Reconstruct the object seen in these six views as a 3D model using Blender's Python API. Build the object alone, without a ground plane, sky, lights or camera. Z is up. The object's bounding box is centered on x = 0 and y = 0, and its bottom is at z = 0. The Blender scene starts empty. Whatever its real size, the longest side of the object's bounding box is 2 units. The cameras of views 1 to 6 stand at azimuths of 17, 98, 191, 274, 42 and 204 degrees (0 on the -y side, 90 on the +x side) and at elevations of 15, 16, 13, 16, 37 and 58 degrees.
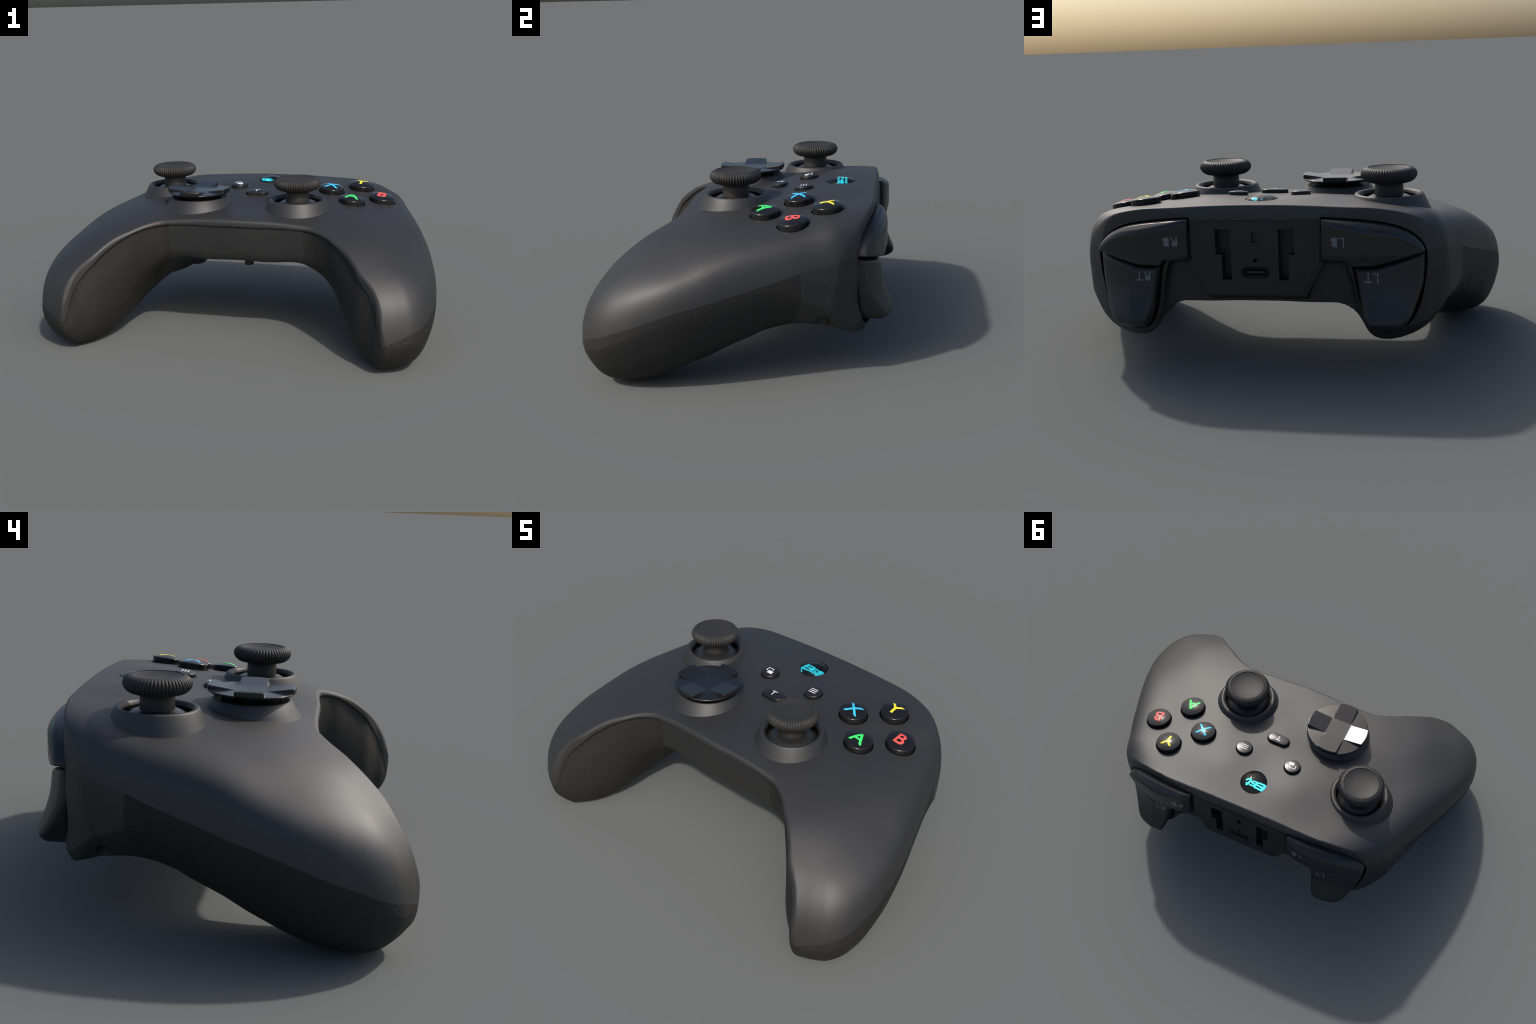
import bpy, bmesh, math
import numpy as np
from mathutils import Vector, Matrix

# =====================================================================
#  A dark wireless game controller.  x = left/right, -y = player's side,
#  z = up.  The shell is an implicit solid (top height field, underside
#  height field, plan-view walls, rear frame) that is polygonised and then
#  cut into parts along its seam lines; the controls are lathed or built
#  from their own profiles.
# =====================================================================

# ------------------------------------------------------------ utilities
def catmull(pts, n=24, closed=False):
    p = np.asarray(pts, float)
    if closed:
        q = np.vstack([p[-1], p, p[0], p[1]])
    else:
        q = np.vstack([2 * p[0] - p[1], p, 2 * p[-1] - p[-2]])
    out = []
    t = np.linspace(0, 1, n, endpoint=False)[:, None]
    for i in range(1, len(q) - 2):
        a, b, c, d = q[i - 1], q[i], q[i + 1], q[i + 2]
        out.append(0.5 * (2 * b + (c - a) * t + (2 * a - 5 * b + 4 * c - d) * t ** 2
                          + (3 * b - a - 3 * c + d) * t ** 3))
    if not closed:
        out.append(p[-1:])
    return np.vstack(out)


def smooth(e0, e1, v):
    t = np.clip((v - e0) / (e1 - e0), 0, 1)
    return t * t * (3 - 2 * t)


def rmax(a, b, r):            # intersection with a round edge
    return np.minimum(-r, np.maximum(a, b)) + np.hypot(np.maximum(a + r, 0), np.maximum(b + r, 0))


def rmin(a, b, r):            # union with a round fillet
    return -rmax(-a, -b, r)


def gmax(a, b, r):            # intersection whose round edge eases in and out
    k = 1.76 * r
    h = np.maximum(k - np.abs(a - b), 0) / k
    return np.maximum(a, b) + h * h * h * k / 6


def cham(a, b, c):            # intersection with a flat chamfer
    return np.maximum(np.maximum(a, b), (a + b + c) * 0.70711)


def open_sdf(curve, X, Y):
    """signed distance to an open polyline; positive on its right-hand side"""
    c = np.asarray(curve)
    a, b = c[:-1], c[1:]
    best = np.full(X.shape, 1e9)
    sign = np.ones(X.shape)
    for (ax, ay), (bx, by) in zip(a, b):
        ex, ey = bx - ax, by - ay
        l2 = ex * ex + ey * ey + 1e-12
        t = np.clip(((X - ax) * ex + (Y - ay) * ey) / l2, 0, 1)
        dx, dy = X - ax - t * ex, Y - ay - t * ey
        d = dx * dx + dy * dy
        m = d < best - 1e-12
        best = np.where(m, d, best)
        sign = np.where(m, np.sign(ex * (Y - ay) - ey * (X - ax)), sign)
    return -np.sqrt(best) * sign


def poly_sdf(poly, X, Y):
    """signed distance to a closed polygon; negative inside"""
    p = np.asarray(poly)
    best = np.full(X.shape, 1e9)
    inside = np.zeros(X.shape, bool)
    for (ax, ay), (bx, by) in zip(p, np.roll(p, -1, 0)):
        ex, ey = bx - ax, by - ay
        t = np.clip(((X - ax) * ex + (Y - ay) * ey) / (ex * ex + ey * ey + 1e-12), 0, 1)
        best = np.minimum(best, (X - ax - t * ex) ** 2 + (Y - ay - t * ey) ** 2)
        cr = ((ay > Y) != (by > Y))
        with np.errstate(divide='ignore', invalid='ignore'):
            xi = ax + (Y - ay) * ex / (ey if ey != 0 else 1e-12)
        inside ^= cr & (X < xi)
    d = np.sqrt(best)
    return np.where(inside, -d, d)


class Field:
    """2D field on a regular grid with smooth cubic look-up"""
    def __init__(self, u0, v0, h, A):
        self.u0, self.v0, self.h, self.A = u0, v0, h, A

    def __call__(self, u, v):
        A = self.A
        fu = np.clip((u - self.u0) / self.h, 1.001, A.shape[0] - 2.01)
        fv = np.clip((v - self.v0) / self.h, 1.001, A.shape[1] - 2.01)
        fu, fv = np.broadcast_arrays(fu, fv)
        i, j = fu.astype(int), fv.astype(int)
        s, t = fu - i, fv - j

        def w(s):
            return (((1 - s) ** 3) / 6, (3 * s ** 3 - 6 * s ** 2 + 4) / 6,
                    (-3 * s ** 3 + 3 * s ** 2 + 3 * s + 1) / 6, s ** 3 / 6)
        wu, wv = w(s), w(t)
        r = 0
        for a in range(4):
            for b in range(4):
                w2 = wu[a] * wv[b]
                r = r + (w2[..., None] if A.ndim == 3 else w2) * A[i + a - 1, j + b - 1]
        return r


def thin_plate(pts):
    """height field through scattered (x, y, z) points, mirrored in x"""
    p = np.asarray(pts, float)
    m = p[p[:, 0] > 1e-4] * [-1, 1, 1]
    p = np.vstack([p, m])
    n = len(p)

    def k(d2):
        return 0.5 * d2 * np.log(d2 + 1e-12)
    d2 = ((p[:, None, :2] - p[None, :, :2]) ** 2).sum(2)
    A = np.zeros((n + 3, n + 3))
    A[:n, :n] = k(d2) + np.eye(n) * 2e-4
    A[:n, n] = 1
    A[:n, n + 1:] = p[:, :2]
    A[n:, :n] = A[:n, n:].T
    w = np.linalg.solve(A, np.concatenate([p[:, 2], [0, 0, 0]]))

    def f(X, Y):
        o = w[n] + w[n + 1] * X + w[n + 2] * Y
        for i in range(n):
            o = o + w[i] * k((X - p[i, 0]) ** 2 + (Y - p[i, 1]) ** 2)
        return o
    return f


def surface_nets(F, o, h):
    """polygonise a sampled field, returns verts and quads"""
    s = F < 0
    n = np.array(F.shape) - 1
    cs = [s[i:n[0] + i, j:n[1] + j, k:n[2] + k] for i in (0, 1) for j in (0, 1) for k in (0, 1)]
    cnt = sum(c.astype(np.int8) for c in cs)
    I, J, K = np.nonzero((cnt > 0) & (cnt < 8))
    idx = -np.ones(n, np.int64)
    idx[I, J, K] = np.arange(len(I))
    acc = np.zeros((len(I), 3))
    num = np.zeros(len(I))
    corners = [(i, j, k) for i in (0, 1) for j in (0, 1) for k in (0, 1)]
    for a in corners:
        for ax in range(3):
            if a[ax]:
                continue
            b = list(a)
            b[ax] = 1
            fa = F[I + a[0], J + a[1], K + a[2]]
            fb = F[I + b[0], J + b[1], K + b[2]]
            m = (fa < 0) != (fb < 0)
            t = np.where(m, fa / np.where(m, fa - fb, 1), 0)
            q = np.tile(np.array(a, float), (len(I), 1))
            q[:, ax] += t
            acc += q * m[:, None]
            num += m
    V = (np.stack([I, J, K], 1) + acc / num[:, None]) * h + o
    quads = []
    for ax in range(3):
        sl0 = [slice(1, -1)] * 3
        sl1 = [slice(1, -1)] * 3
        sl0[ax] = slice(0, -1)
        sl1[ax] = slice(1, None)
        s0, s1 = s[tuple(sl0)], s[tuple(sl1)]
        off = np.ones(3, int)
        off[ax] = 0
        for inv in (0, 1):
            e = np.stack(np.nonzero((s0 & ~s1) if not inv else (~s0 & s1)), 1) + off
            u, v = [(1, 2), (2, 0), (0, 1)][ax]
            q = []
            for du, dv in ((-1, -1), (0, -1), (0, 0), (-1, 0)):
                c = e.copy()
                c[:, u] += du
                c[:, v] += dv
                q.append(idx[c[:, 0], c[:, 1], c[:, 2]])
            q = np.stack(q, 1)
            quads.append(q[:, ::-1] if inv else q)
    return V, np.vstack(quads)


def gradient(f, V, e=0.0012):
    # four-point (tetrahedral) difference stencil
    g = np.zeros_like(V)
    for k in ((1, -1, -1), (-1, -1, 1), (-1, 1, -1), (1, 1, 1)):
        k = np.array(k, float)
        g += k * f(*(V + k * e).T)[:, None]
    return g / (4 * e)


def settle(f, V, steps=3, lim=0.006):
    """Newton steps that pull vertices onto the zero surface of f"""
    for _ in range(steps):
        g = gradient(f, V)
        d = (f(*V.T) / np.maximum((g * g).sum(1), 0.05))[:, None] * g
        l = np.linalg.norm(d, axis=1, keepdims=True)
        V = V - d * np.minimum(1, lim / np.maximum(l, 1e-9))
    return V


def unit(v):
    return v / np.maximum(np.linalg.norm(v, axis=1, keepdims=True), 1e-9)


def cut_tris(V, T, g):
    """split triangles along g = 0; returns verts, tris, inside mask (g < 0)"""
    gv = g(V)
    gv = np.where(np.abs(gv) < 1e-5, 1e-5, gv)
    s = gv < 0
    cnt = s[T].sum(1)
    keep = T[(cnt == 0) | (cnt == 3)]
    mix = T[(cnt == 1) | (cnt == 2)]
    if len(mix) == 0:
        return V, T, s[T[:, 0]]
    odd = np.where(s[mix].sum(1) == 1, np.argmax(s[mix], 1), np.argmin(s[mix], 1))
    r = np.arange(len(mix))
    a, b, c = mix[r, odd], mix[r, (odd + 1) % 3], mix[r, (odd + 2) % 3]
    ed = np.sort(np.vstack([np.stack([a, b], 1), np.stack([a, c], 1)]), 1)
    ue, inv = np.unique(ed, axis=0, return_inverse=True)
    inv = inv.ravel()
    t = gv[ue[:, 0]] / (gv[ue[:, 0]] - gv[ue[:, 1]])
    NV = V[ue[:, 0]] + (V[ue[:, 1]] - V[ue[:, 0]]) * t[:, None]
    p, q = inv[:len(mix)] + len(V), inv[len(mix):] + len(V)
    t1 = np.stack([a, p, q], 1)
    t2 = np.stack([p, b, c], 1)
    t3 = np.stack([p, c, q], 1)
    V2 = np.vstack([V, NV])
    T2 = np.vstack([keep, t1, t2, t3])
    ins = np.concatenate([s[keep[:, 0]], s[a], ~s[a], ~s[a]])
    return V2, T2, ins


# ------------------------------------------------------------ materials
def new_mat(name):
    m = bpy.data.materials.new(name)
    m.use_nodes = True
    return m, m.node_tree.nodes, m.node_tree.links, m.node_tree.nodes['Principled BSDF']


def plastic(name, col, rough, spec=0.5, grain=0.0, gscale=260, mottle=0.06):
    m, N, L, b = new_mat(name)
    tc = N.new('ShaderNodeTexCoord')
    n = N.new('ShaderNodeTexNoise')
    n.inputs['Scale'].default_value = 5
    n.inputs['Detail'].default_value = 3
    L.new(tc.outputs['Object'], n.inputs['Vector'])
    r = N.new('ShaderNodeValToRGB')
    lo = [c * (1 - mottle) for c in col]
    hi = [c * (1 + mottle) for c in col]
    r.color_ramp.elements[0].color = (*lo, 1)
    r.color_ramp.elements[1].color = (*hi, 1)
    r.color_ramp.elements[0].position = 0.3
    r.color_ramp.elements[1].position = 0.7
    L.new(n.outputs['Fac'], r.inputs['Fac'])
    L.new(r.outputs['Color'], b.inputs['Base Color'])
    b.inputs['Roughness'].default_value = rough
    b.inputs['Specular IOR Level'].default_value = spec
    if grain:
        g = N.new('ShaderNodeTexNoise')
        g.inputs['Scale'].default_value = gscale
        g.inputs['Detail'].default_value = 2
        L.new(tc.outputs['Object'], g.inputs['Vector'])
        bp = N.new('ShaderNodeBump')
        bp.inputs['Strength'].default_value = grain
        bp.inputs['Distance'].default_value = 0.002
        L.new(g.outputs['Fac'], bp.inputs['Height'])
        L.new(bp.outputs['Normal'], b.inputs['Normal'])
    return m


def grip_material():
    m, N, L, b = new_mat('textured_grip_rubber')
    tc = N.new('ShaderNodeTexCoord')
    sep = N.new('ShaderNodeSeparateXYZ')
    L.new(tc.outputs['Object'], sep.inputs[0])

    def math_(op, a, c):
        n = N.new('ShaderNodeMath')
        n.operation = op
        for i, v in enumerate((a, c)):
            if v is None:
                continue
            if isinstance(v, (int, float)):
                n.inputs[i].default_value = v
            else:
                L.new(v, n.inputs[i])
        return n.outputs[0]
    X, Y, Z = sep.outputs
    ax = math_('ABSOLUTE', X, None)
    # ribbed threads about a centimetre apart, broken up by a finer cross thread
    u = math_('SUBTRACT', math_('MULTIPLY', Y, 0.8), math_('MULTIPLY', ax, 0.55))
    d1 = math_('SINE', math_('MULTIPLY', math_('ADD', Z, math_('MULTIPLY', u, 0.42)), 700), None)
    d2 = math_('SINE', math_('MULTIPLY', math_('SUBTRACT', u, math_('MULTIPLY', Z, 0.35)), 880), None)
    dots = math_('ADD', math_('MULTIPLY', d1, 0.7), math_('MULTIPLY', d2, 0.3))
    h = math_('MULTIPLY_ADD', dots, 0.5)
    h.node.inputs[2].default_value = 0.5
    r = N.new('ShaderNodeValToRGB')
    r.color_ramp.elements[0].color = (0.012, 0.012, 0.012, 1)
    r.color_ramp.elements[1].color = (0.026, 0.025, 0.024, 1)
    L.new(h, r.inputs['Fac'])
    L.new(r.outputs['Color'], b.inputs['Base Color'])
    bp = N.new('ShaderNodeBump')
    bp.inputs['Strength'].default_value = 0.42
    bp.inputs['Distance'].default_value = 0.003
    L.new(h, bp.inputs['Height'])
    L.new(bp.outputs['Normal'], b.inputs['Normal'])
    b.inputs['Roughness'].default_value = 0.62
    b.inputs['Specular IOR Level'].default_value = 0.35
    return m


def paint(name, col, rough=0.4, glow=0.0):
    m, N, L, b = new_mat(name)
    rgb = N.new('ShaderNodeRGB')
    rgb.outputs[0].default_value = (*col, 1)
    L.new(rgb.outputs[0], b.inputs['Base Color'])
    b.inputs['Roughness'].default_value = rough
    if glow:
        L.new(rgb.outputs[0], b.inputs['Emission Color'])
        b.inputs['Emission Strength'].default_value = glow
    return m


def glass_material():
    m, N, L, b = new_mat('dark_clear_button_glass')
    b.inputs['Base Color'].default_value = (0.9, 0.95, 0.96, 1)
    b.inputs['Roughness'].default_value = 0.03
    b.inputs['Transmission Weight'].default_value = 1.0
    b.inputs['IOR'].default_value = 1.3
    return m


SHELL = plastic('matt_black_plastic', (0.021, 0.0207, 0.0212), 0.55, 0.78, 0.10)
LOWER = plastic('matt_black_lower_plastic', (0.019, 0.0187, 0.0187), 0.52, 0.6, 0.08)
COLLAR = plastic('matt_black_collar_plastic', (0.021, 0.0207, 0.0212), 0.55, 0.78, 0.06)
PANEL = plastic('rear_panel_plastic', (0.017, 0.017, 0.018), 0.5, 0.5)
BUMPER = plastic('satin_bumper_plastic', (0.018, 0.018, 0.019), 0.32, 0.5)
TRIGGER = plastic('satin_trigger_plastic', (0.018, 0.018, 0.019), 0.40, 0.5)
STICK = plastic('stick_rubber', (0.030, 0.029, 0.028), 0.55, 0.35)
DOME = plastic('stick_dome_plastic', (0.02, 0.02, 0.02), 0.3, 0.5)
GLOSS = plastic('glossy_black_button', (0.010, 0.010, 0.011), 0.19, 0.5, mottle=0)
SMALL = plastic('small_button_plastic', (0.012, 0.012, 0.013), 0.33, 0.6, mottle=0)
PADM = plastic('glossy_pad_plastic', (0.010, 0.010, 0.011), 0.25, 0.6, mottle=0)
DARK = plastic('dark_cavity_plastic', (0.004, 0.004, 0.004), 0.7, 0.2, mottle=0)
GRIP = grip_material()
WHITE = paint('white_marking', (0.78, 0.76, 0.76))
GREY = paint('grey_marking', (0.16, 0.17, 0.19))
GREEN = paint('green_marking', (0.06, 0.95, 0.18))
RED = paint('red_marking', (0.98, 0.11, 0.09))
BLUE = paint('blue_marking', (0.05, 0.60, 1.0))
YELLOW = paint('yellow_marking', (0.98, 0.85, 0.04))
CYAN = paint('glowing_cyan_mark', (0.05, 0.75, 0.85), 0.5, 1.4)
_n, _l = CYAN.node_tree.nodes, CYAN.node_tree.links
_lw = _n.new('ShaderNodeLayerWeight')      # logo glow dimmed at low view angles by a hand-set ramp
_cr = _n.new('ShaderNodeValToRGB')
_cr.color_ramp.elements[0].position, _cr.color_ramp.elements[0].color = 0.165, (1.7, 1.7, 1.7, 1)
_cr.color_ramp.elements[1].position, _cr.color_ramp.elements[1].color = 0.20, (0.03, 0.03, 0.03, 1)
_l.new(_lw.outputs['Facing'], _cr.inputs['Fac'])
_l.new(_cr.outputs['Color'], _n['Principled BSDF'].inputs['Emission Strength'])
GLASS = glass_material()

# ------------------------------------------------------- scene plumbing
COL = bpy.context.scene.collection
ROOT = bpy.data.objects.new('game_controller', None)
COL.objects.link(ROOT)
ROOT['label'] = 'matt black wireless game controller with coloured letter buttons'
ROOT['category'] = 'game controller'


def add_obj(name, mesh, mat=None, parent=None):
    ob = bpy.data.objects.new(name, mesh)
    COL.objects.link(ob)
    ob.parent = parent or ROOT
    if mat is not None:
        mesh.materials.clear()
        mesh.materials.append(mat)
    return ob


def mesh_obj(name, V, F, mat, parent=None, normals=None, angle=None):
    me = bpy.data.meshes.new(name)
    me.from_pydata(np.asarray(V).tolist(), [], [list(map(int, f)) for f in F])
    me.validate()
    me.polygons.foreach_set('use_smooth', np.ones(len(me.polygons), bool))
    if normals is not None:
        me.normals_split_custom_set_from_vertices(np.asarray(normals).tolist())
    elif angle is not None:
        me.set_sharp_from_angle(angle=math.radians(angle))
    me.update()
    return add_obj(name, me, mat, parent)


def compact(V, T, N=None):
    u, inv = np.unique(T, return_inverse=True)
    return V[u], inv.reshape(T.shape), (None if N is None else N[u])


def lathe(name, prof, centre, mat, seg=96, parent=None, angle=35, rib=None):
    """revolve an (r, z) profile about a vertical axis; rib(phi, r, z) -> dr"""
    prof = np.asarray(prof, float)
    ph = np.linspace(0, 2 * math.pi, seg, endpoint=False)
    r = np.repeat(prof[:, 0:1], seg, 1)
    z = np.repeat(prof[:, 1:2], seg, 1)
    if rib:
        r = r + rib(ph[None, :], prof[:, 0:1], np.arange(len(prof))[:, None])
    V = np.stack([r * np.cos(ph) + centre[0], r * np.sin(ph) + centre[1], z + centre[2]], 2).reshape(-1, 3)
    F = []
    for i in range(len(prof) - 1):
        for j in range(seg):
            k = (j + 1) % seg
            F.append((i * seg + j, i * seg + k, (i + 1) * seg + k, (i + 1) * seg + j))
    me = bpy.data.meshes.new(name)
    me.from_pydata(V.tolist(), [], F)
    bm = bmesh.new()
    bm.from_mesh(me)
    bmesh.ops.remove_doubles(bm, verts=bm.verts, dist=1e-6)
    bmesh.ops.recalc_face_normals(bm, faces=bm.faces)
    bm.to_mesh(me)
    bm.free()
    me.polygons.foreach_set('use_smooth', np.ones(len(me.polygons), bool))
    me.set_sharp_from_angle(angle=math.radians(angle))
    return add_obj(name, me, mat, parent)


def implicit_obj(name, f, lo, hi, h, mat, parent=None, keep=None):
    lo, hi = np.array(lo, float), np.array(hi, float)
    n = np.ceil((hi - lo) / h).astype(int) + 1
    g = [lo[a] + h * np.arange(n[a]) for a in range(3)]
    F = f(g[0][:, None, None], g[1][None, :, None], g[2][None, None, :])
    F = np.broadcast_to(F, n)
    V, Q = surface_nets(F, lo, h)
    V = settle(f, V, 3, h)
    N = unit(gradient(f, V))
    return mesh_obj(name, V, Q, mat, parent, N)


# ================================================================ SHELL
# ---- plan-view walls (right half; the left half mirrors it)
FRONT_WALL = catmull([
    (-0.300, -0.321), (-0.000, -0.315), (0.200, -0.309), (0.349, -0.313), (0.403, -0.324), (0.467, -0.360), (0.517,
    -0.402), (0.569, -0.442), (0.618, -0.489), (0.662, -0.537), (0.706, -0.568), (0.737, -0.591), (0.759, -0.619), (0.775,
    -0.649), (0.775, -0.691), (0.784, -0.800)], 10)
OUTER_WALL = catmull([
    (0.602, -0.733), (0.738, -0.699), (0.813, -0.661), (0.874, -0.633), (0.939, -0.589), (0.985, -0.511), (1.002, -0.411), (1.000, -0.320), (0.988, -0.219),
    (0.957, -0.098), (0.918, 0.019), (0.879, 0.138), (0.840, 0.255), (0.802, 0.349), (0.762, 0.444), (0.705, 0.520), (0.636, 0.618)], 10)
# ---- top surface, underside and seam heights
TOP = thin_plate([
    (0.000, -0.333, 0.633), (0.000, -0.100, 0.659), (0.000, 0.110, 0.689), (0.000, 0.240, 0.694), (0.000, 0.410, 0.709),
    (0.000, 0.560, 0.712), (0.200, -0.333, 0.627), (0.200, 0.120, 0.683), (0.200, 0.360, 0.713), (0.200, 0.560, 0.709),
    (0.345, -0.340, 0.614), (0.380, -0.100, 0.658), (0.380, 0.240, 0.688), (0.370, 0.550, 0.700), (0.515, 0.106, 0.659),
    (0.515, 0.377, 0.684), (0.651, 0.241, 0.647), (0.560, 0.550, 0.703), (0.700, 0.500, 0.709), (0.800, 0.450, 0.703),
    (0.430, -0.360, 0.603), (0.520, -0.400, 0.579), (0.569, -0.442, 0.558), (0.618, -0.489, 0.524), (0.665, -0.534,
    0.483), (0.701, -0.572, 0.455), (0.748, -0.621, 0.411), (0.550, -0.150, 0.635), (0.650, 0.000, 0.633), (0.620, -0.270,
    0.603), (0.720, -0.200, 0.595), (0.720, -0.380, 0.549), (0.800, 0.150, 0.625), (0.850, -0.020, 0.584), (0.900, -0.200,
    0.519), (0.800, -0.460, 0.484), (0.930, -0.360, 0.471), (0.850, -0.507, 0.449), (0.860, -0.580, 0.407), (0.870,
    -0.630, 0.377), (0.950, -0.500, 0.418), (0.920, -0.600, 0.382), (0.880, -0.700, 0.343), (0.780, -0.660, 0.383)])
UNDER = thin_plate([
    (0.000, -0.330, 0.420), (0.000, -0.100, 0.388), (0.000, 0.150, 0.343), (0.000, 0.450, 0.303), (0.200, -0.330, 0.402),
    (0.200, 0.150, 0.348), (0.200, 0.450, 0.297), (0.340, -0.330, 0.415), (0.340, -0.100, 0.370), (0.360, 0.150, 0.317),
    (0.380, 0.450, 0.289), (0.500, -0.250, 0.285), (0.500, 0.000, 0.225), (0.520, 0.200, 0.256), (0.580, 0.350, 0.267),
    (0.620, -0.330, 0.076), (0.650, -0.150, 0.066), (0.660, 0.030, 0.158), (0.680, 0.180, 0.229), (0.700, -0.450, 0.010),
    (0.750, -0.330, 0.013), (0.780, -0.560, -0.015), (0.860, -0.460, -0.009), (0.850, -0.350, 0.011), (0.840, -0.240,
    0.043), (0.820, -0.180, 0.074), (0.800, -0.030, 0.134), (0.790, 0.080, 0.172), (0.790, 0.160, 0.210), (0.790, 0.240,
    0.252), (0.790, 0.300, 0.270), (0.800, 0.450, 0.326), (0.950, -0.400, -0.018), (0.930, -0.100, 0.070), (0.850, -0.600,
    -0.030), (0.900, -0.550, -0.022)])
SEAM = thin_plate([
    (0, -.32, .606), (.2, -.32, .606), (.349, -.322, .602), (.40, -.329, .595), (.467, -.358, .580), (.519, -.397, .560),
    (.569, -.442, .530), (.618, -.489, .490), (.665, -.534, .440), (.701, -.572, .390), (.728, -.600, .340), (.748, -.621, .290),
    (.762, -.637, .240), (.768, -.645, .200), (.775, -.655, .172), (.834, -.650, .176), (.872, -.630, .188), (.927, -.60, .206),
    (.962, -.55, .226), (.985, -.50, .247), (.999, -.45, .266), (1.0, -.40, .284), (1.0, -.35, .303), (.995, -.30, .320),
    (.98, -.2, .353), (.95, -.1, .378), (.915, 0, .403), (.88, .1, .430), (.85, .2, .455), (.838, .28, .480), (.81, .42, .510), (.70, .52, .52),
    (0, -.05, .53), (0, .25, .50), (0, .55, .50), (.35, -.05, .50), (.35, .3, .48), (.6, -.15, .46), (.62, .2, .46), (.75, -.35, .38)])

GX = np.arange(-0.16, 1.16, 0.006)
GY = np.arange(-0.86, 0.82, 0.006)
PX, PY = np.meshgrid(GX, GY, indexing='ij')


def plan_field(A):
    return Field(GX[0], GY[0], 0.006, A)




def blur(A, sigma):
    r = int(3 * sigma / 0.006) + 1
    k = np.exp(-0.5 * (np.arange(-r, r + 1) * 0.006 / sigma) ** 2)
    k /= k.sum()
    for ax in (0, 1):
        P = np.pad(A, [(r, r) if a == ax else (0, 0) for a in (0, 1)], mode='reflect', reflect_type='odd')
        A = sum(w * np.take(P, np.arange(i, i + A.shape[ax]), axis=ax) for i, w in enumerate(k))
    return A


_T, _B, _S = blur(TOP(PX, PY), 0.028), blur(UNDER(PX, PY), 0.028), SEAM(PX, PY)
_gt = np.gradient(_T, 0.006)
_gb = np.gradient(_B, 0.006)
F_T, F_S = plan_field(_T), plan_field(_S)
PLAN = plan_field(np.stack([_T, _B, _S, open_sdf(FRONT_WALL, PX, PY), open_sdf(OUTER_WALL, PX, PY),
                            np.sqrt(1 + _gt[0] ** 2 + _gt[1] ** 2), np.sqrt(1 + _gb[0] ** 2 + _gb[1] ** 2)], 2))


def plan_values(ax, y):
    return np.moveaxis(PLAN(ax, y), -1, 0)


# ---- rear view profiles (x, z), right half
LOBE = np.vstack([[(-0.2, 0.80), (0.86, 0.80), (0.86, 0.56)],
                  catmull([(0.81, 0.50), (0.786, 0.40), (0.757, 0.30), (0.712, 0.224), (0.645, 0.176), (0.570, 0.150),
                           (0.510, 0.150), (0.460, 0.172), (0.428, 0.225), (0.406, 0.30), (0.386, 0.40), (0.366, 0.472)], 6),
                  [(0.34, 0.484), (-0.2, 0.484)]])
WELL = np.vstack([catmull([(0.267, 0.664), (0.37, 0.657), (0.475, 0.645), (0.56, 0.626), (0.625, 0.595), (0.668, 0.552),
                           (0.684, 0.51), (0.684, 0.45), (0.674, 0.37), (0.655, 0.29), (0.622, 0.228), (0.575, 0.194),
                           (0.515, 0.184), (0.462, 0.204), (0.430, 0.27), (0.408, 0.37), (0.391, 0.45), (0.372, 0.486)], 6),
                  [(0.267, 0.486)]])
BOSS = [(-0.285, 0.60), (0.285, 0.60), (0.285, 0.487), (0.205, 0.334), (-0.205, 0.334), (-0.285, 0.487)]

HX = np.arange(-0.06, 1.0, 0.005)
HZ = np.arange(0.0, 0.90, 0.005)
RX, RZ = np.meshgrid(HX, HZ, indexing='ij')


def rear_field(poly):
    return Field(HX[0], HZ[0], 0.005, poly_sdf(poly, RX, RZ))


F_LOBE, F_WELL = rear_field(LOBE), rear_field(WELL)


# rear rim in plan: where the deck breaks, and the flat of the frame behind it
REAR_EDGE = catmull([(0, .574), (.2, .574), (.36, .573), (.46, .568), (.56, .552), (.66, .515), (.73, .468), (.80, .405)], 12)
REAR_FACE = catmull([(0, .586), (.2, .586), (.3, .584), (.4, .575), (.53, .556), (.68, .519), (.76, .494), (.85, .46)], 12)


def curve_at(c, u):
    return np.interp(u, c[:, 0], c[:, 1])


RAD = dict(tip=0.162, mid=0.120, rear=0.182, lip=0.015, low_out=0.162, low_in=0.131, bulge=0.013, taper_out=0.192)


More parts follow.
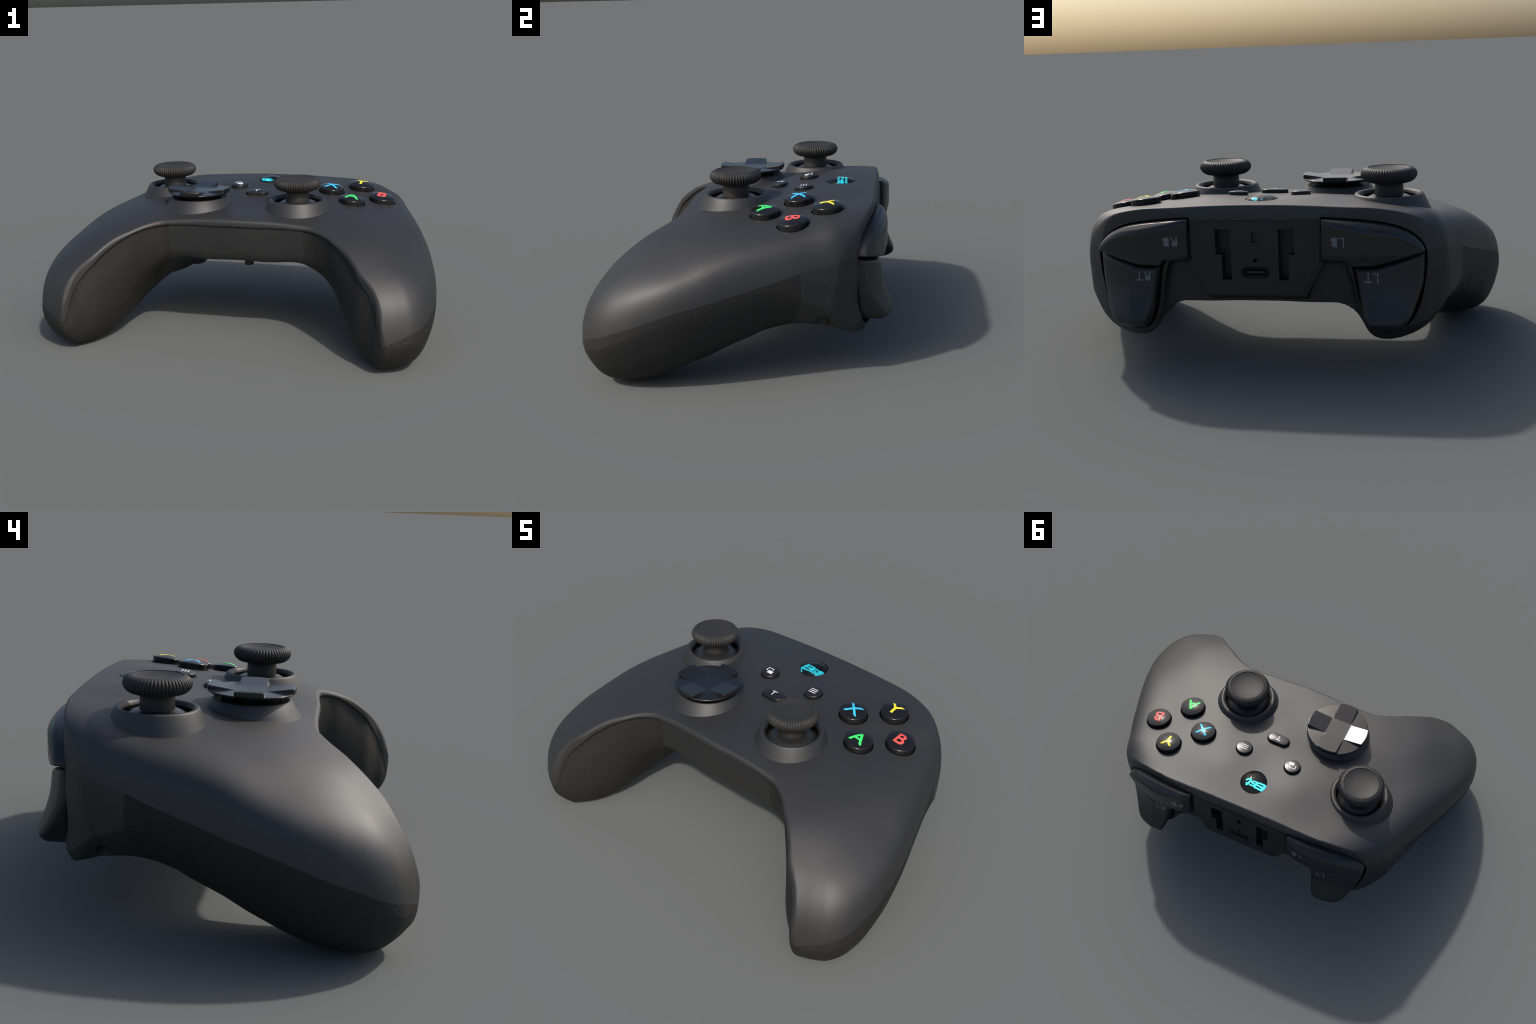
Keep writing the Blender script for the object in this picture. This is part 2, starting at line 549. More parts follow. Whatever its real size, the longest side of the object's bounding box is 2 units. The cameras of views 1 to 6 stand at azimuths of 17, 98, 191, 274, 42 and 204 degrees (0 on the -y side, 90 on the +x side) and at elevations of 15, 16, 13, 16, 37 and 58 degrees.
def shell(x, y, z, well=True):
    ax = np.abs(x)
    T, B, S, di, do, gt, gb = plan_values(ax, y)
    t = (z - T) / gt
    b = (B - z) / gb
    d = np.maximum(S - z, 0)
    below = np.where(d < 0.09, d * d / 0.18, d - 0.045)
    r_out = RAD['tip'] + (RAD['mid'] - RAD['tip']) * smooth(-0.6, -0.2, y) + (RAD['rear'] - RAD['mid']) * smooth(-0.1, 0.4, y)
    r_in = RAD['low_out'] + 0.0 * y
    tipw = smooth(-0.57, -0.655, y)
    r_lip = RAD['lip'] + 0.012 * tipw
    lowr = 0.05 + (RAD['low_in'] - 0.05) * smooth(0.36, 0.55, ax)
    hnd = smooth(0.40, 0.64, ax)
    win = di + (1 - hnd) * 0.10 * below - hnd * RAD['bulge'] * (1 - np.exp(-below / 0.05)) + 0.007 * (1 - smooth(-0.50, -0.64, y)) * smooth(0.0, 0.007, S - z)
    wout = do + RAD['taper_out'] * (1 - 0.8 * smooth(-0.10, 0.40, y)) * below
    top = rmax(gmax(t, do, r_out), win, r_lip)
    bot = gmax(b, rmax(wout, win, 0.05), lowr + (r_in - lowr) * smooth(-0.09, 0.02, do - win))
    main = np.maximum(top, bot)
    # trigger lobes hang below the rear of the body
    line = np.interp(y, [0.0, 0.15, 0.27, 0.40, 0.54, 0.7], [0.30, 0.262, 0.255, 0.215, 0.135, 0.09])
    lob = rmax(F_LOBE(ax, z), np.maximum((line - z) * 0.93, 0.12 - y), 0.022)
    lob = np.maximum(lob, z - 0.47)
    main = np.maximum(rmin(main, lob, 0.09), np.maximum(top, wout))
    # finger recess between the lobes, under the rear bar
    rec = rmax(-F_LOBE(ax, z), np.maximum(0.525 - y, ax - 0.46), 0.03)
    rec = np.maximum(rec, z - 0.484)
    main = np.maximum(main, -rec)
    ye = curve_at(REAR_EDGE, ax) - 0.022 * smooth(0.46, 0.30, z)
    kr = 0.42 + 0.5 * smooth(0.56, 0.72, ax)
    rear = np.maximum(y - curve_at(REAR_FACE, ax), (y - ye + kr * main) / np.sqrt(1 + kr * kr))
    main = rmax(main, rear, 0.006)
    if well:
        main = np.maximum(main, -np.maximum(np.maximum(ax - 0.19, np.abs(z - 0.50) - 0.135), 0.50 - y))
    pit = (np.sqrt(((ax - 0.738) / 0.036) ** 2 + ((y - 0.370) / 0.031) ** 2 + ((z - 0.232) / 0.070) ** 2) - 1) * 0.033
    main = np.maximum(main, -pit)
    return main


def grip_line(V):
    ax, y = np.abs(V[:, 0]), V[:, 1]
    lim = np.interp(ax, [0.335, 0.345, 0.36, 0.60, 0.78, 0.82, 1.0], [-0.9, -0.30, -0.27, 0.02, 0.25, 0.29, 0.30])
    return (y - lim)


def build_shell():
    h = 0.0065
    nx = int(1.04 / h) + 1
    gx = h * (np.arange(nx) + 0.5)
    gy = np.arange(-0.70, 0.63, h)
    gz = np.arange(-0.03, 0.74, h)
    half = shell(gx[:, None, None], gy[None, :, None], gz[None, None, :])
    F = np.concatenate([half[::-1], half], 0)
    V, Q = surface_nets(F, np.array([-gx[-1], gy[0], gz[0]]), h)
    V = settle(shell, V, 2, h)
    T = np.vstack([Q[:, [0, 1, 2]], Q[:, [0, 2, 3]]])
    # holes for buttons, sticks and pad
    for g in HOLES:
        V, T, ins = cut_tris(V, T, g)
        c = V[T].mean(1)
        T = T[~(ins & (c[:, 2] > F_T(np.abs(c[:, 0]), c[:, 1]) - 0.05))]
    V, T, ins = cut_tris(V, T, lambda P: np.where(P[:, 1] > 0.475, F_WELL(np.abs(P[:, 0]), P[:, 2]), 0.5))
    T = T[~(ins & (V[T].mean(1)[:, 1] > 0.475))]
    # seam between upper shell and lower shell, then grips out of the lower shell
    V, T, low = cut_tris(V, T, lambda P: P[:, 2] - F_S(np.abs(P[:, 0]), P[:, 1]) - 0.004)
    rear = V[T].mean(1)[:, 1] > 0.5
    T1, T2 = T[~low], T[low]
    V2, T2, gr = cut_tris(V, T2, grip_line)
    N = unit(gradient(shell, V2))
    right = V2[T2].mean(1)[:, 0] > 0
    for name, tris, mat in (('upper_shell', T1, SHELL), ('lower_shell', T2[~gr], LOWER),
                            ('grip', T2[gr & right], GRIP), ('grip', T2[gr & ~right], GRIP)):
        v, t, n = compact(V2, tris, N)
        mesh_obj(name, v, t, mat, None, n)


def skin_field():
    """actual height of the deck, edge rounding included"""
    lo, hi = np.full(PX.shape, 0.45), np.full(PX.shape, 0.80)
    for _ in range(14):
        mid = 0.5 * (lo + hi)
        ins = shell(PX, PY, mid, well=False) < 0
        lo, hi = np.where(ins, mid, lo), np.where(ins, hi, mid)
    return plan_field(0.5 * (lo + hi))


SKIN = skin_field()


def top_z(x, y):
    return float(SKIN(np.array([abs(x)]), np.array([y]))[0])


def top_plane(x, y, e=0.03):
    """height and slopes of the shell's top at (x, y)"""
    z = top_z(x, y)
    sx = (top_z(x + e, y) - top_z(x - e, y)) / (2 * e)
    sy = (top_z(x, y + e) - top_z(x, y - e)) / (2 * e)
    return z, sx, sy


def circle_hole(cx, cy, r):
    return lambda P: np.where(P[:, 2] > 0.5, np.hypot(P[:, 0] - cx, P[:, 1] - cy) - r, 1.0)


def slot_hole(cx, cy, hl, r):
    return lambda P: np.where(P[:, 2] > 0.5, np.hypot(np.maximum(np.abs(P[:, 0] - cx) - hl, 0), P[:, 1] - cy) - r, 1.0)


STICKS = [(-0.516, 0.240), (0.265, -0.062)]
PAD = (-0.265, -0.062)
FACE = {'A': (0.515, 0.106, GREEN), 'B': (0.651, 0.241, RED), 'X': (0.379, 0.241, BLUE), 'Y': (0.515, 0.377, YELLOW)}
GUIDE = (0.0, 0.412)
SMALLS = [(-0.138, 0.240), (0.138, 0.240)]
SHARE = (0.0, 0.110)

HOLES = [circle_hole(x, y, 0.145) for x, y in STICKS] + [circle_hole(*PAD, 0.145)]
HOLES += [circle_hole(x, y, 0.0690) for x, y, _ in FACE.values()]
HOLES += [circle_hole(*GUIDE, 0.0690)] + [circle_hole(x, y, 0.0460) for x, y in SMALLS]
HOLES += [slot_hole(*SHARE, 0.030, 0.0330)]
build_shell()

# dark liners of the two trigger wells
for side in (1, -1):
    n = len(WELL)
    V = []
    for y0 in (None, 0.478):
        for x, z in WELL:
            V.append((side * x, (float(curve_at(REAR_FACE, x)) - 0.001) if y0 is None else y0, z))
    F = [(i, (i + 1) % n, n + (i + 1) % n, n + i) for i in range(n)] + [tuple(range(n, 2 * n))]
    mesh_obj('trigger_well', V, F, DARK, None, None, 30)


# =========================================================== TOP CONTROLS
def button(name, cx, cy, r, mat, rise, dome, hl=0.0, edge=0.010, seg=72, floor=-0.05, clear=0.005):
    """vertical-sided button whose crown follows the slope of the shell"""
    z0, sx, sy = top_plane(cx, cy)
    ring = []
    ph = np.linspace(0, 2 * math.pi, seg, endpoint=False)
    off = np.where(np.cos(ph) >= 0, hl, -hl)
    prof = [(r, floor), (r, 0.0), (r, rise - edge)]
    prof += [(r - edge + edge * math.cos(a), rise - edge + edge * math.sin(a)) for a in np.linspace(0.2, math.pi / 2, 5)]
    r1 = r - edge
    prof += [(r1 * s, rise + dome * (1 - s * s)) for s in (0.9, 0.75, 0.55, 0.35, 0.15)]
    V, F = [], []
    for rr, zz in prof:
        for a, o in zip(ph, off):
            k = rr / r if hl else 1
            dx, dy = rr * math.cos(a) + o * (min(1, k * 1.0)), rr * math.sin(a)
            V.append((cx + dx, cy + dy, z0 + sx * dx + sy * dy + zz))
    for i in range(len(prof) - 1):
        for j in range(seg):
            k = (j + 1) % seg
            F.append((i * seg + j, i * seg + k, (i + 1) * seg + k, (i + 1) * seg + j))
    F.append(tuple((len(prof) - 1) * seg + j for j in range(seg)))
    ob = mesh_obj(name, V, F, mat, None, None, 60)
    # dark socket around it
    W, G = [], []
    for rr, zz in ((r + clear + 0.001, 0.003), (r + clear + 0.001, -0.05), (0.001, -0.05)):
        for a, o in zip(ph, off):
            k = 0 if rr < 0.01 else 1
            dx, dy = rr * math.cos(a) + o * k, rr * math.sin(a)
            zt = top_z(cx + dx, cy + dy) - 0.002 if zz > 0 else z0 + sx * dx + sy * dy + zz
            W.append((cx + dx, cy + dy, zt))
    for i in range(2):
        for j in range(seg):
            k = (j + 1) % seg
            G.append((i * seg + j, i * seg + k, (i + 1) * seg + k, (i + 1) * seg + j))
    mesh_obj('button_socket', W, G, DARK, None, None, 40)

    def crown(dx, dy):
        s2 = min(1.0, (dx * dx + dy * dy) / (r1 * r1))
        if hl:
            s2 = min(1.0, dy * dy / (r1 * r1))
        return z0 + sx * dx + sy * dy + rise + dome * (1 - s2)
    return ob, crown


def stroke_mesh(polys, thick):
    """flat closed outlines -> solid bmesh of the given thickness, finely cut"""
    bm = bmesh.new()
    for p in polys:
        vs = [bm.verts.new((x, y, 0)) for x, y in p]
        bm.faces.new(vs)
    return bm


def finish_marking(bm, place, thick, cell=0.006):
    xs = [v.co.x for v in bm.verts]
    ys = [v.co.y for v in bm.verts]
    for a, vals in ((0, xs), (1, ys)):
        c = min(vals) + cell
        while c < max(vals):
            n = Vector((1, 0, 0)) if a == 0 else Vector((0, 1, 0))
            bmesh.ops.bisect_plane(bm, geom=bm.verts[:] + bm.edges[:] + bm.faces[:], plane_co=n * c, plane_no=n)
            c += cell
    bmesh.ops.recalc_face_normals(bm, faces=bm.faces)
    for f in bm.faces:
        if f.normal.z < 0:
            f.normal_flip()
    ext = bmesh.ops.extrude_face_region(bm, geom=bm.faces[:])
    for v in [g for g in ext['geom'] if isinstance(g, bmesh.types.BMVert)]:
        v.co.z += thick
    bmesh.ops.recalc_face_normals(bm, faces=bm.faces)
    for v in bm.verts:
        v.co = place(v.co.x, v.co.y, v.co.z)


def marking(name, bm, place, mat, parent, thick=0.003, cell=0.006):
    finish_marking(bm, place, thick, cell)
    me = bpy.data.meshes.new(name)
    bm.to_mesh(me)
    bm.free()
    return add_obj(name, me, mat, parent)


def text_bm(body, size, bold=0.0, sx=1.0):
    cu = bpy.data.curves.new('lettering_source', 'FONT')
    cu.body = body
    cu.size = size
    cu.align_x = 'CENTER'
    cu.align_y = 'CENTER'
    cu.offset = bold
    cu.resolution_u = 4
    ob = bpy.data.objects.new('lettering_source', cu)
    COL.objects.link(ob)
    dg = bpy.context.evaluated_depsgraph_get()
    me = ob.evaluated_get(dg).to_mesh()
    bm = bmesh.new()
    bm.from_mesh(me)
    ob.evaluated_get(dg).to_mesh_clear()
    bpy.data.objects.remove(ob)
    bpy.data.curves.remove(cu)
    bmesh.ops.remove_doubles(bm, verts=bm.verts, dist=1e-6)
    xs = [v.co.x for v in bm.verts]
    ys = [v.co.y for v in bm.verts]
    mx, my = (min(xs) + max(xs)) / 2, (min(ys) + max(ys)) / 2
    for v in bm.verts:
        v.co.x = (v.co.x - mx) * sx
        v.co.y -= my
        v.co.z = 0
    return bm


def fill_counters(bm):
    """close the loops inside letters, as stencilled solid glyphs"""
    edges = [e for e in bm.edges if len(e.link_faces) == 1]
    loops = []
    while edges:
        e = edges.pop()
        loop, verts, grow = [e], set(e.verts), True
        while grow:
            grow = False
            for o in edges[:]:
                if o.verts[0] in verts or o.verts[1] in verts:
                    loop.append(o)
                    verts.update(o.verts)
                    edges.remove(o)
                    grow = True
        xs = [v.co.x for v in verts]
        ys = [v.co.y for v in verts]
        loops.append((min(xs), max(xs), min(ys), max(ys), loop))
    for a in loops:
        for b in loops:
            if a is not b and a[0] > b[0] and a[1] < b[1] and a[2] > b[2] and a[3] < b[3]:
                bmesh.ops.triangle_fill(bm, edges=a[4], use_beauty=True)
                break


def bar(x0, y0, x1, y1, w, round_=True):
    d = Vector((x1 - x0, y1 - y0))
    L = d.length
    d.normalize()
    n = Vector((-d.y, d.x)) * w / 2
    a, b = Vector((x0, y0)), Vector((x1, y1))
    return [tuple(a - n), tuple(b - n), tuple(b + n), tuple(a + n)]


for ch, (cx, cy, mat) in FACE.items():
    ob, crown = button('face_button', cx, cy, 0.0640, GLOSS, 0.026, 0.010, edge=0.006)
    marking('button_letter', text_bm(ch, 0.090, 0.0012, 1.12 if ch != 'B' else 1.05),
            lambda x, y, z, c=crown, a=cx, b=cy: Vector((a + x, b + y, c(x, y) - 0.002 + z)), mat, ob)

# menu, view, share
ob, crown = button('view_button', *SMALLS[0], 0.0425, SMALL, 0.016, 0.003, edge=0.005, clear=0.0035)
px, py = SMALLS[0]
bm = stroke_mesh([[(-0.006, -0.020), (0.022, -0.020), (0.022, -0.001), (-0.006, -0.001)],
                  bar(-0.020, 0.016, 0.010, 0.016, 0.004), bar(-0.020, 0.018, -0.020, -0.004, 0.004),
                  bar(0.010, 0.018, 0.010, 0.006, 0.004), bar(-0.022, -0.004, -0.013, -0.004, 0.004)], 0.003)
marking('view_icon', bm, lambda x, y, z: Vector((px + x, py + y, crown(x, y) - 0.002 + z)), WHITE, ob)
ob, crown_m = button('menu_button', *SMALLS[1], 0.0425, SMALL, 0.016, 0.003, edge=0.005, clear=0.0035)
mx_, my_ = SMALLS[1]
bm = stroke_mesh([bar(-0.020, o, 0.020, o, 0.0042) for o in (-0.012, 0.0, 0.012)], 0.003)
marking('menu_icon', bm, lambda x, y, z: Vector((mx_ + x, my_ + y, crown_m(x, y) - 0.002 + z)), WHITE, ob)
ob, crown_s = button('share_button', *SHARE, 0.0295, SMALL, 0.016, 0.003, hl=0.030, edge=0.005, clear=0.0035)
bm = stroke_mesh([bar(-0.014, 0.013, 0.014, 0.013, 0.0050), bar(0.0, 0.0105, 0.0, -0.015, 0.0050)], 0.003)
marking('share_icon', bm, lambda x, y, z: Vector((SHARE[0] + x, SHARE[1] + y, crown_s(x, y) - 0.002 + z)), WHITE, ob)

# guide button: clear dome over a glowing logo
gz = top_z(*GUIDE)
R = 0.0665
prof = [(R, -0.030), (R, -0.004)] + [(R * math.cos(a), -0.004 + 0.024 * math.sin(a)) for a in np.linspace(0.15, math.pi / 2, 12)]
prof[-1] = (0.0002, prof[-1][1])
guide = lathe('guide_button', prof, (GUIDE[0], GUIDE[1], gz), GLASS, 72, angle=50)
lathe('guide_button_socket', [(0.0715, -0.001), (0.0715, -0.026), (0.001, -0.026)], (GUIDE[0], GUIDE[1], gz), DARK, 72)


def arc(cx, cy, r, a0, a1, w, n=10):
    A = np.radians(np.linspace(a0, a1, n))
    o = [(cx + (r + w / 2) * math.cos(a), cy + (r + w / 2) * math.sin(a)) for a in A]
    i = [(cx + (r - w / 2) * math.cos(a), cy + (r - w / 2) * math.sin(a)) for a in A[::-1]]
    return o + i


sh = 0.30   # slant of the lettering
logo = [bar(-0.052, 0.017, -0.020, 0.017, 0.0088), bar(-0.052, 0.000, -0.020, 0.000, 0.0088), bar(-0.052, -0.017, -0.020, -0.017, 0.0088),
        bar(-0.049, 0.0205, -0.049, -0.0205, 0.0095), arc(-0.020, 0.0085, 0.0085, -90, 90, 0.0088), arc(-0.020, -0.0085, 0.0085, -90, 90, 0.0088),
        bar(-0.003, 0.013, 0.012, 0.013, 0.0078), bar(-0.003, -0.001, 0.006, -0.001, 0.0078), bar(-0.008, -0.015, 0.006, -0.015, 0.0078),
        arc(-0.003, 0.006, 0.007, 90, 270, 0.0078), arc(0.006, -0.008, 0.007, -90, 90, 0.0078),
        bar(0.024, 0.022, 0.024, -0.012, 0.0088), bar(0.016, 0.011, 0.034, 0.011, 0.0078), arc(0.033, -0.010, 0.009, -190, 40, 0.0088)]
logo = [[(x + y * sh, y * 0.9) for x, y in p] for p in logo]
bm = stroke_mesh(logo, 0.002)
marking('guide_logo', bm, lambda x, y, z: Vector((GUIDE[0] + x, GUIDE[1] + y, gz - 0.0255 + z)), CYAN, guide, 0.003, 0.03)

# ------------------------------------------------------- thumb sticks
cap = catmull([(0.055, 0.7505), (0.088, 0.7525), (0.108, 0.763), (0.1185, 0.780), (0.117, 0.795), (0.106, 0.808), (0.0905, 0.8135)], 7)
n_body = len(cap)
top_disc = [(0.0895, 0.8105), (0.088, 0.8115), (0.080, 0.8085), (0.065, 0.8045), (0.045, 0.8015), (0.022, 0.800), (0.0002, 0.7995)]
neck = [(0.062, 0.690), (0.0605, 0.700), (0.0600, 0.745)]
stick_prof = np.vstack([neck, cap, top_disc])


def ribs(ph, r, i):
    k = np.clip((i - 3) / n_body, 0, 1)
    amp = 0.0036 * np.sin(math.pi * k) ** 0.6 * ((i > 4) & (i < 3 + n_body))
    s = np.cos(ph * 28 + 0.5 * k)
    return -amp * (1 - np.abs(s)) ** 1.2 * 1.5


for cx, cy in STICKS:
    st = lathe('thumbstick', stick_prof, (cx, cy, 0), STICK, 720, angle=45, rib=ribs)
    lathe('stick_dome', [(0.125, 0.655), (0.112, 0.672), (0.095, 0.686), (0.075, 0.695), (0.05, 0.699), (0.0002, 0.70)],
          (cx, cy, 0), DOME, 96, parent=st)
    lathe('stick_collar', catmull([(0.215, 0.560), (0.1620, 0.668)], 4).tolist()
          + catmull([(0.1480, 0.697), (0.1440, 0.703), (0.1380, 0.7055), (0.1300, 0.704), (0.1240, 0.698)], 5).tolist()
          + [(0.1190, 0.686), (0.1180, 0.640)], (cx, cy, 0), COLLAR, 128, angle=25)
    lathe('stick_cavity', [(0.1185, 0.69), (0.1185, 0.64), (0.0005, 0.64)], (cx, cy, 0), DARK, 64)

# ------------------------------------------------------- direction pad
lathe('pad_collar', [(0.235, 0.560), (0.170, 0.660), (0.1470, 0.696), (0.1430, 0.700), (0.1370, 0.701),
                     (0.120, 0.692), (0.110, 0.690), (0.110, 0.65)], (PAD[0], PAD[1], 0), COLLAR, 128, angle=25)
lathe('pad_post', [(0.100, 0.64), (0.100, 0.722), (0.001, 0.722)], (PAD[0], PAD[1], 0), DARK, 64)
lathe('pad_cavity', [(0.112, 0.692), (0.112, 0.66), (0.001, 0.66)], (PAD[0], PAD[1], 0), DARK, 64)

PR, PH = 0.1625, 0.053


def pad_solid(x, y, z):
    dx, dy = np.abs(x - PAD[0]), np.abs(y - PAD[1])
    rr = np.hypot(dx, dy)
    big, sml = np.maximum(dx, dy), np.minimum(dx, dy)
    side = rr - PR
    # cross arms rise outward from the flat centre; corner facets stay level
    arm_top = 0.7350 + np.maximum(big - PH, 0) * 0.145
    arm = np.maximum((z - arm_top) * 0.985, rmax(sml - PH, z - arm_top, 0.004))
    corner = z - 0.7352 + np.maximum(rr - 0.075, 0) * 0.035
    up = np.minimum(arm, corner)
    dish = 0.714 + 0.010 * smooth(0.10, 0.165, rr) * ((rr / PR) ** 4) - z
    return rmax(rmax(up, side, 0.006), dish, 0.010)


implicit_obj('direction_pad', pad_solid, (PAD[0] - .18, PAD[1] - .18, 0.70), (PAD[0] + .18, PAD[1] + .18, 0.77), 0.0021, PADM)

# =========================================================== REAR CONTROLS
SPLIT = np.array([(0.20, 0.484), (0.371, 0.484), (0.392, 0.466), (0.485, 0.469), (0.570, 0.489), (0.684, 0.518), (0.8, 0.55)])


def split_z(ax):
    return np.interp(ax, SPLIT[:, 0], SPLIT[:, 1])


def table(us, vs):
    c = catmull(list(zip(us, vs)), 16)
    return lambda u: np.interp(u, c[:, 0], c[:, 1])


BUMPER_FACE = table([0.20, 0.25, 0.28, 0.32, 0.36, 0.42, 0.48, 0.54, 0.62, 0.69, 0.76],
                    [0.570, 0.600, 0.613, 0.627, 0.633, 0.636, 0.631, 0.615, 0.585, 0.547, 0.50])
BUMPER_CREST = table([0.20, 0.25, 0.30, 0.36, 0.46, 0.56, 0.63, 0.69, 0.75], [0.665, 0.655, 0.646, 0.634, 0.615, 0.598, 0.566, 0.52, 0.46])
TRIGGER_FACE = table([.12, .15, .18, .20, .22, .24, .26, .29, .33, .38, .43, .47, .53, .60],
                     [.56, .59, .615, .640, .657, .663, .660, .647, .631, .617, .610, .607, .605, .605])


def bumper_solid(x, y, z):
    ax = np.abs(x)
    w = F_WELL(ax, z) + 0.0055
    low = (split_z(ax) + 0.003 - z)
    p = rmax(w, low, 0.006)
    face = BUMPER_FACE(ax)
    face = face - 0.25 * np.maximum(0.515 - z, 0)
    crest = BUMPER_CREST(ax)
    slope = (y - face) * 0.62 + (z - crest) * 0.78
    f = rmax(y - face, slope, 0.012)
    return rmax(rmax(p, f, 0.006), 0.46 - y, 0.004)


def trigger_solid(x, y, z):
    ax = np.abs(x)
    w = F_WELL(ax, z) + 0.0085 + 0.010 * smooth(0.40, 0.30, z) * smooth(0.47, 0.56, ax)
    hi = z - (split_z(ax) - 0.005)
    p = rmax(w, hi, 0.012)
    face = TRIGGER_FACE(z)
    face = face - 1.5 * np.maximum(np.abs(ax - 0.50) - 0.02, 0) ** 2 - 0.26 * np.maximum(ax - 0.52, 0)
    under = np.interp(y, [0.5, 0.55, 0.60, 0.66], [0.188, 0.190, 0.198, 0.225]) - z
    return rmax(rmax(rmax(p, under, 0.01), y - face, 0.024), 0.46 - y, 0.004)


def place_on(fn_face):
    return fn_face


for side, lb, lt in ((1, 'RB', 'RT'), (-1, 'LB', 'LT')):
    xr = (0.24, 0.71) if side > 0 else (-0.71, -0.24)
    b = implicit_obj('bumper', bumper_solid, (xr[0], 0.44, 0.44), (xr[1], 0.66, 0.69), 0.0045, BUMPER)
    t = implicit_obj('trigger', trigger_solid, (xr[0], 0.44, 0.16), (xr[1], 0.69, 0.54), 0.0045, TRIGGER)
    for txt, par, solid, cx, cz, sz in ((lb, b, bumper_solid, 0.340, 0.571, 0.056), (lt, t, trigger_solid, 0.469, 0.424, 0.056)):
        bm = text_bm(txt, sz)
        fill_counters(bm)

        def put(x, y, z, solid=solid, cx=cx * side, cz=cz):
            X, Z = cx + x, cz - y
            ys = np.linspace(0.52, 0.70, 900)
            v = solid(np.full(900, X), ys, np.full(900, Z))
            k = np.nonzero(v < 0)[0]
            yy = ys[k[-1]] if len(k) else 0.6
            return Vector((X, yy - 0.0015 + z, Z))
        marking('lettering', bm, put, GREY, par, 0.0025, 0.02)

# ------------------------------------------------------------ rear panel
def panel_surround():
    """trapezoid frame that carries the rear panel, its underside raked forward"""
    bm = bmesh.new()
    back = [bm.verts.new((x, 0.581, z)) for x, z in BOSS]
    front = [bm.verts.new((x * 0.98, 0.46, z - (0.05 if z < 0.4 else 0))) for x, z in BOSS]
    n = len(BOSS)
    bm.faces.new(back)
    for i in range(n):
        bm.faces.new((back[i], front[i], front[(i + 1) % n], back[(i + 1) % n]))
    bmesh.ops.recalc_face_normals(bm, faces=bm.faces)
    ed = [e for e in bm.edges if all(v in back for v in e.verts) and max(v.co.z for v in e.verts) < 0.58]
    bmesh.ops.bevel(bm, geom=ed, offset=0.007, segments=3, affect='EDGES', profile=0.5)
    # window behind the slotted panel
    me = bpy.data.meshes.new('panel_surround')
    bm.to_mesh(me)
    bm.free()
    ob = add_obj('panel_surround', me, PANEL)
    cb = bmesh.new()
    bmesh.ops.create_cube(cb, size=1, matrix=Matrix.Translation((0, 0.55, 0.51)) @ Matrix.Diagonal((0.35, 0.20, 0.24, 1)))
    cm = bpy.data.meshes.new('cutter')
    cb.to_mesh(cm)
    cb.free()
    co = bpy.data.objects.new('cutter', cm)
    COL.objects.link(co)
    md = ob.modifiers.new('cut', 'BOOLEAN')
    md.object = co
    md.solver = 'EXACT'
    dg = bpy.context.evaluated_depsgraph_get()
    nm = bpy.data.meshes.new_from_object(ob.evaluated_get(dg))
    ob.modifiers.clear()
    ob.data = nm
    bpy.data.objects.remove(co)


panel_surround()


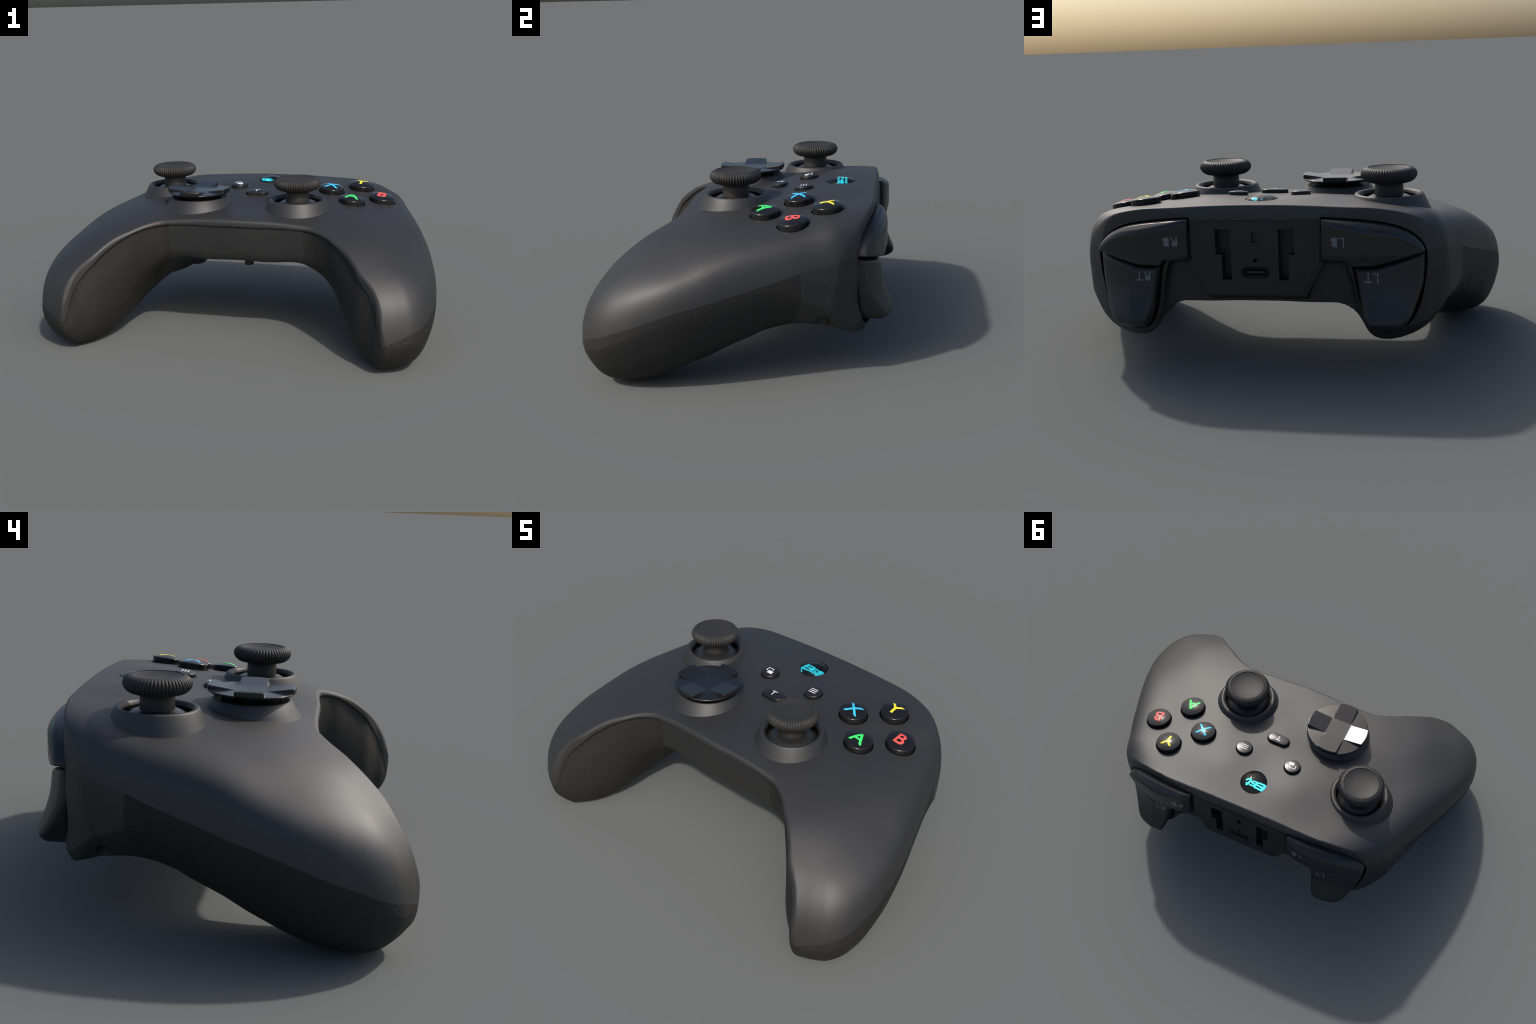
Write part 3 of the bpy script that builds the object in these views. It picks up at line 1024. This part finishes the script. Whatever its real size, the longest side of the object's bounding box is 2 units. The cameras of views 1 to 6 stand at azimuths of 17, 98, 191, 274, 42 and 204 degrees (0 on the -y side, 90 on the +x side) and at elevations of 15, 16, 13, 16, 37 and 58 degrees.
def rear_panel():
    pts = [(-0.262, 0.652), (0.262, 0.652), (0.262, 0.487), (0.186, 0.347), (-0.186, 0.347), (-0.262, 0.487)]
    bm = bmesh.new()
    f = bm.faces.new([bm.verts.new((x, 0.590, z)) for x, z in pts])
    r = bmesh.ops.extrude_face_region(bm, geom=[f])
    for v in [g for g in r['geom'] if isinstance(g, bmesh.types.BMVert)]:
        v.co.y = 0.505
    bmesh.ops.recalc_face_normals(bm, faces=bm.faces)
    me = bpy.data.meshes.new('rear_panel')
    bm.to_mesh(me)
    bm.free()
    ob = add_obj('rear_panel', me, PANEL)
    # cutters
    cb = bmesh.new()

    def prism(poly, y0, y1):
        fa = cb.faces.new([cb.verts.new((x, y1, z)) for x, z in poly])
        ex = bmesh.ops.extrude_face_region(cb, geom=[fa])
        for v in [g for g in ex['geom'] if isinstance(g, bmesh.types.BMVert)]:
            v.co.y = y0
    for s in (1, -1):
        prism([(s * x, z) for x, z in ((0.162, 0.616), (0.097, 0.616), (0.097, 0.406), (0.137, 0.406), (0.137, 0.510), (0.162, 0.510))], 0.542, 0.65)
    prism([(-0.012, 0.604), (0.012, 0.604), (0.012, 0.560), (-0.012, 0.560)], 0.578, 0.65)
    prism([(0.0095 * math.cos(a), 0.4865 + 0.0095 * math.sin(a)) for a in np.linspace(0, 2 * math.pi, 24, endpoint=False)], 0.55, 0.65)

    def pill(hw, hh, n=10):
        o = []
        for k, (sx, a0) in enumerate(((1, -90), (-1, 90))):
            for a in np.radians(np.linspace(a0, a0 + 180, n)):
                o.append((sx * (hw - hh) + hh * math.cos(a), 0.438 + hh * math.sin(a)))
        return o
    prism(pill(0.060, 0.0230), 0.574, 0.65)
    bmesh.ops.recalc_face_normals(cb, faces=cb.faces)
    cm = bpy.data.meshes.new('cutter')
    cb.to_mesh(cm)
    cb.free()
    co = bpy.data.objects.new('cutter', cm)
    COL.objects.link(co)
    md = ob.modifiers.new('cut', 'BOOLEAN')
    md.object = co
    md.solver = 'EXACT'
    dg = bpy.context.evaluated_depsgraph_get()
    nm = bpy.data.meshes.new_from_object(ob.evaluated_get(dg))
    ob.modifiers.clear()
    ob.data = nm
    bpy.data.objects.remove(co)
    # socket lining, shell and tongue of the charging port
    def ring(outer, inner, y0, y1, name, mat, back=None):
        n = len(outer)
        V = [(x, y1, z) for x, z in outer] + [(x, y1, z) for x, z in inner] + [(x, y0, z) for x, z in outer] + [(x, y0, z) for x, z in inner]
        F = []
        for i in range(n):
            k = (i + 1) % n
            F += [(i, k, n + k, n + i), (n + i, n + k, 3 * n + k, 3 * n + i), (2 * n + i, i, k, 2 * n + k)[::-1] if False else (i, 2 * n + i, 2 * n + k, k)]
        return mesh_obj(name, V, F, mat, None, None, 30)
    ring(pill(0.0565, 0.0195), pill(0.0530, 0.0160), 0.555, 0.588, 'charging_port_shell', PANEL)
    V = [(x, 0.5745, z) for x, z in pill(0.058, 0.0215)]
    mesh_obj('charging_port_floor', V, [list(range(len(V)))[::-1]], DARK)
    bm = bmesh.new()
    bmesh.ops.create_cube(bm, size=1, matrix=Matrix.Translation((0, 0.580, 0.438)) @ Matrix.Diagonal((0.078, 0.012, 0.008, 1)))
    me = bpy.data.meshes.new('charging_port_tongue')
    bm.to_mesh(me)
    bm.free()
    add_obj('charging_port_tongue', me, PANEL)


rear_panel()

# small stud under the belly
lathe('underside_stud', [(0.0235, 0.42), (0.0235, 0.350), (0.021, 0.345), (0.001, 0.345)], (0.0, -0.065, 0), LOWER, 32)
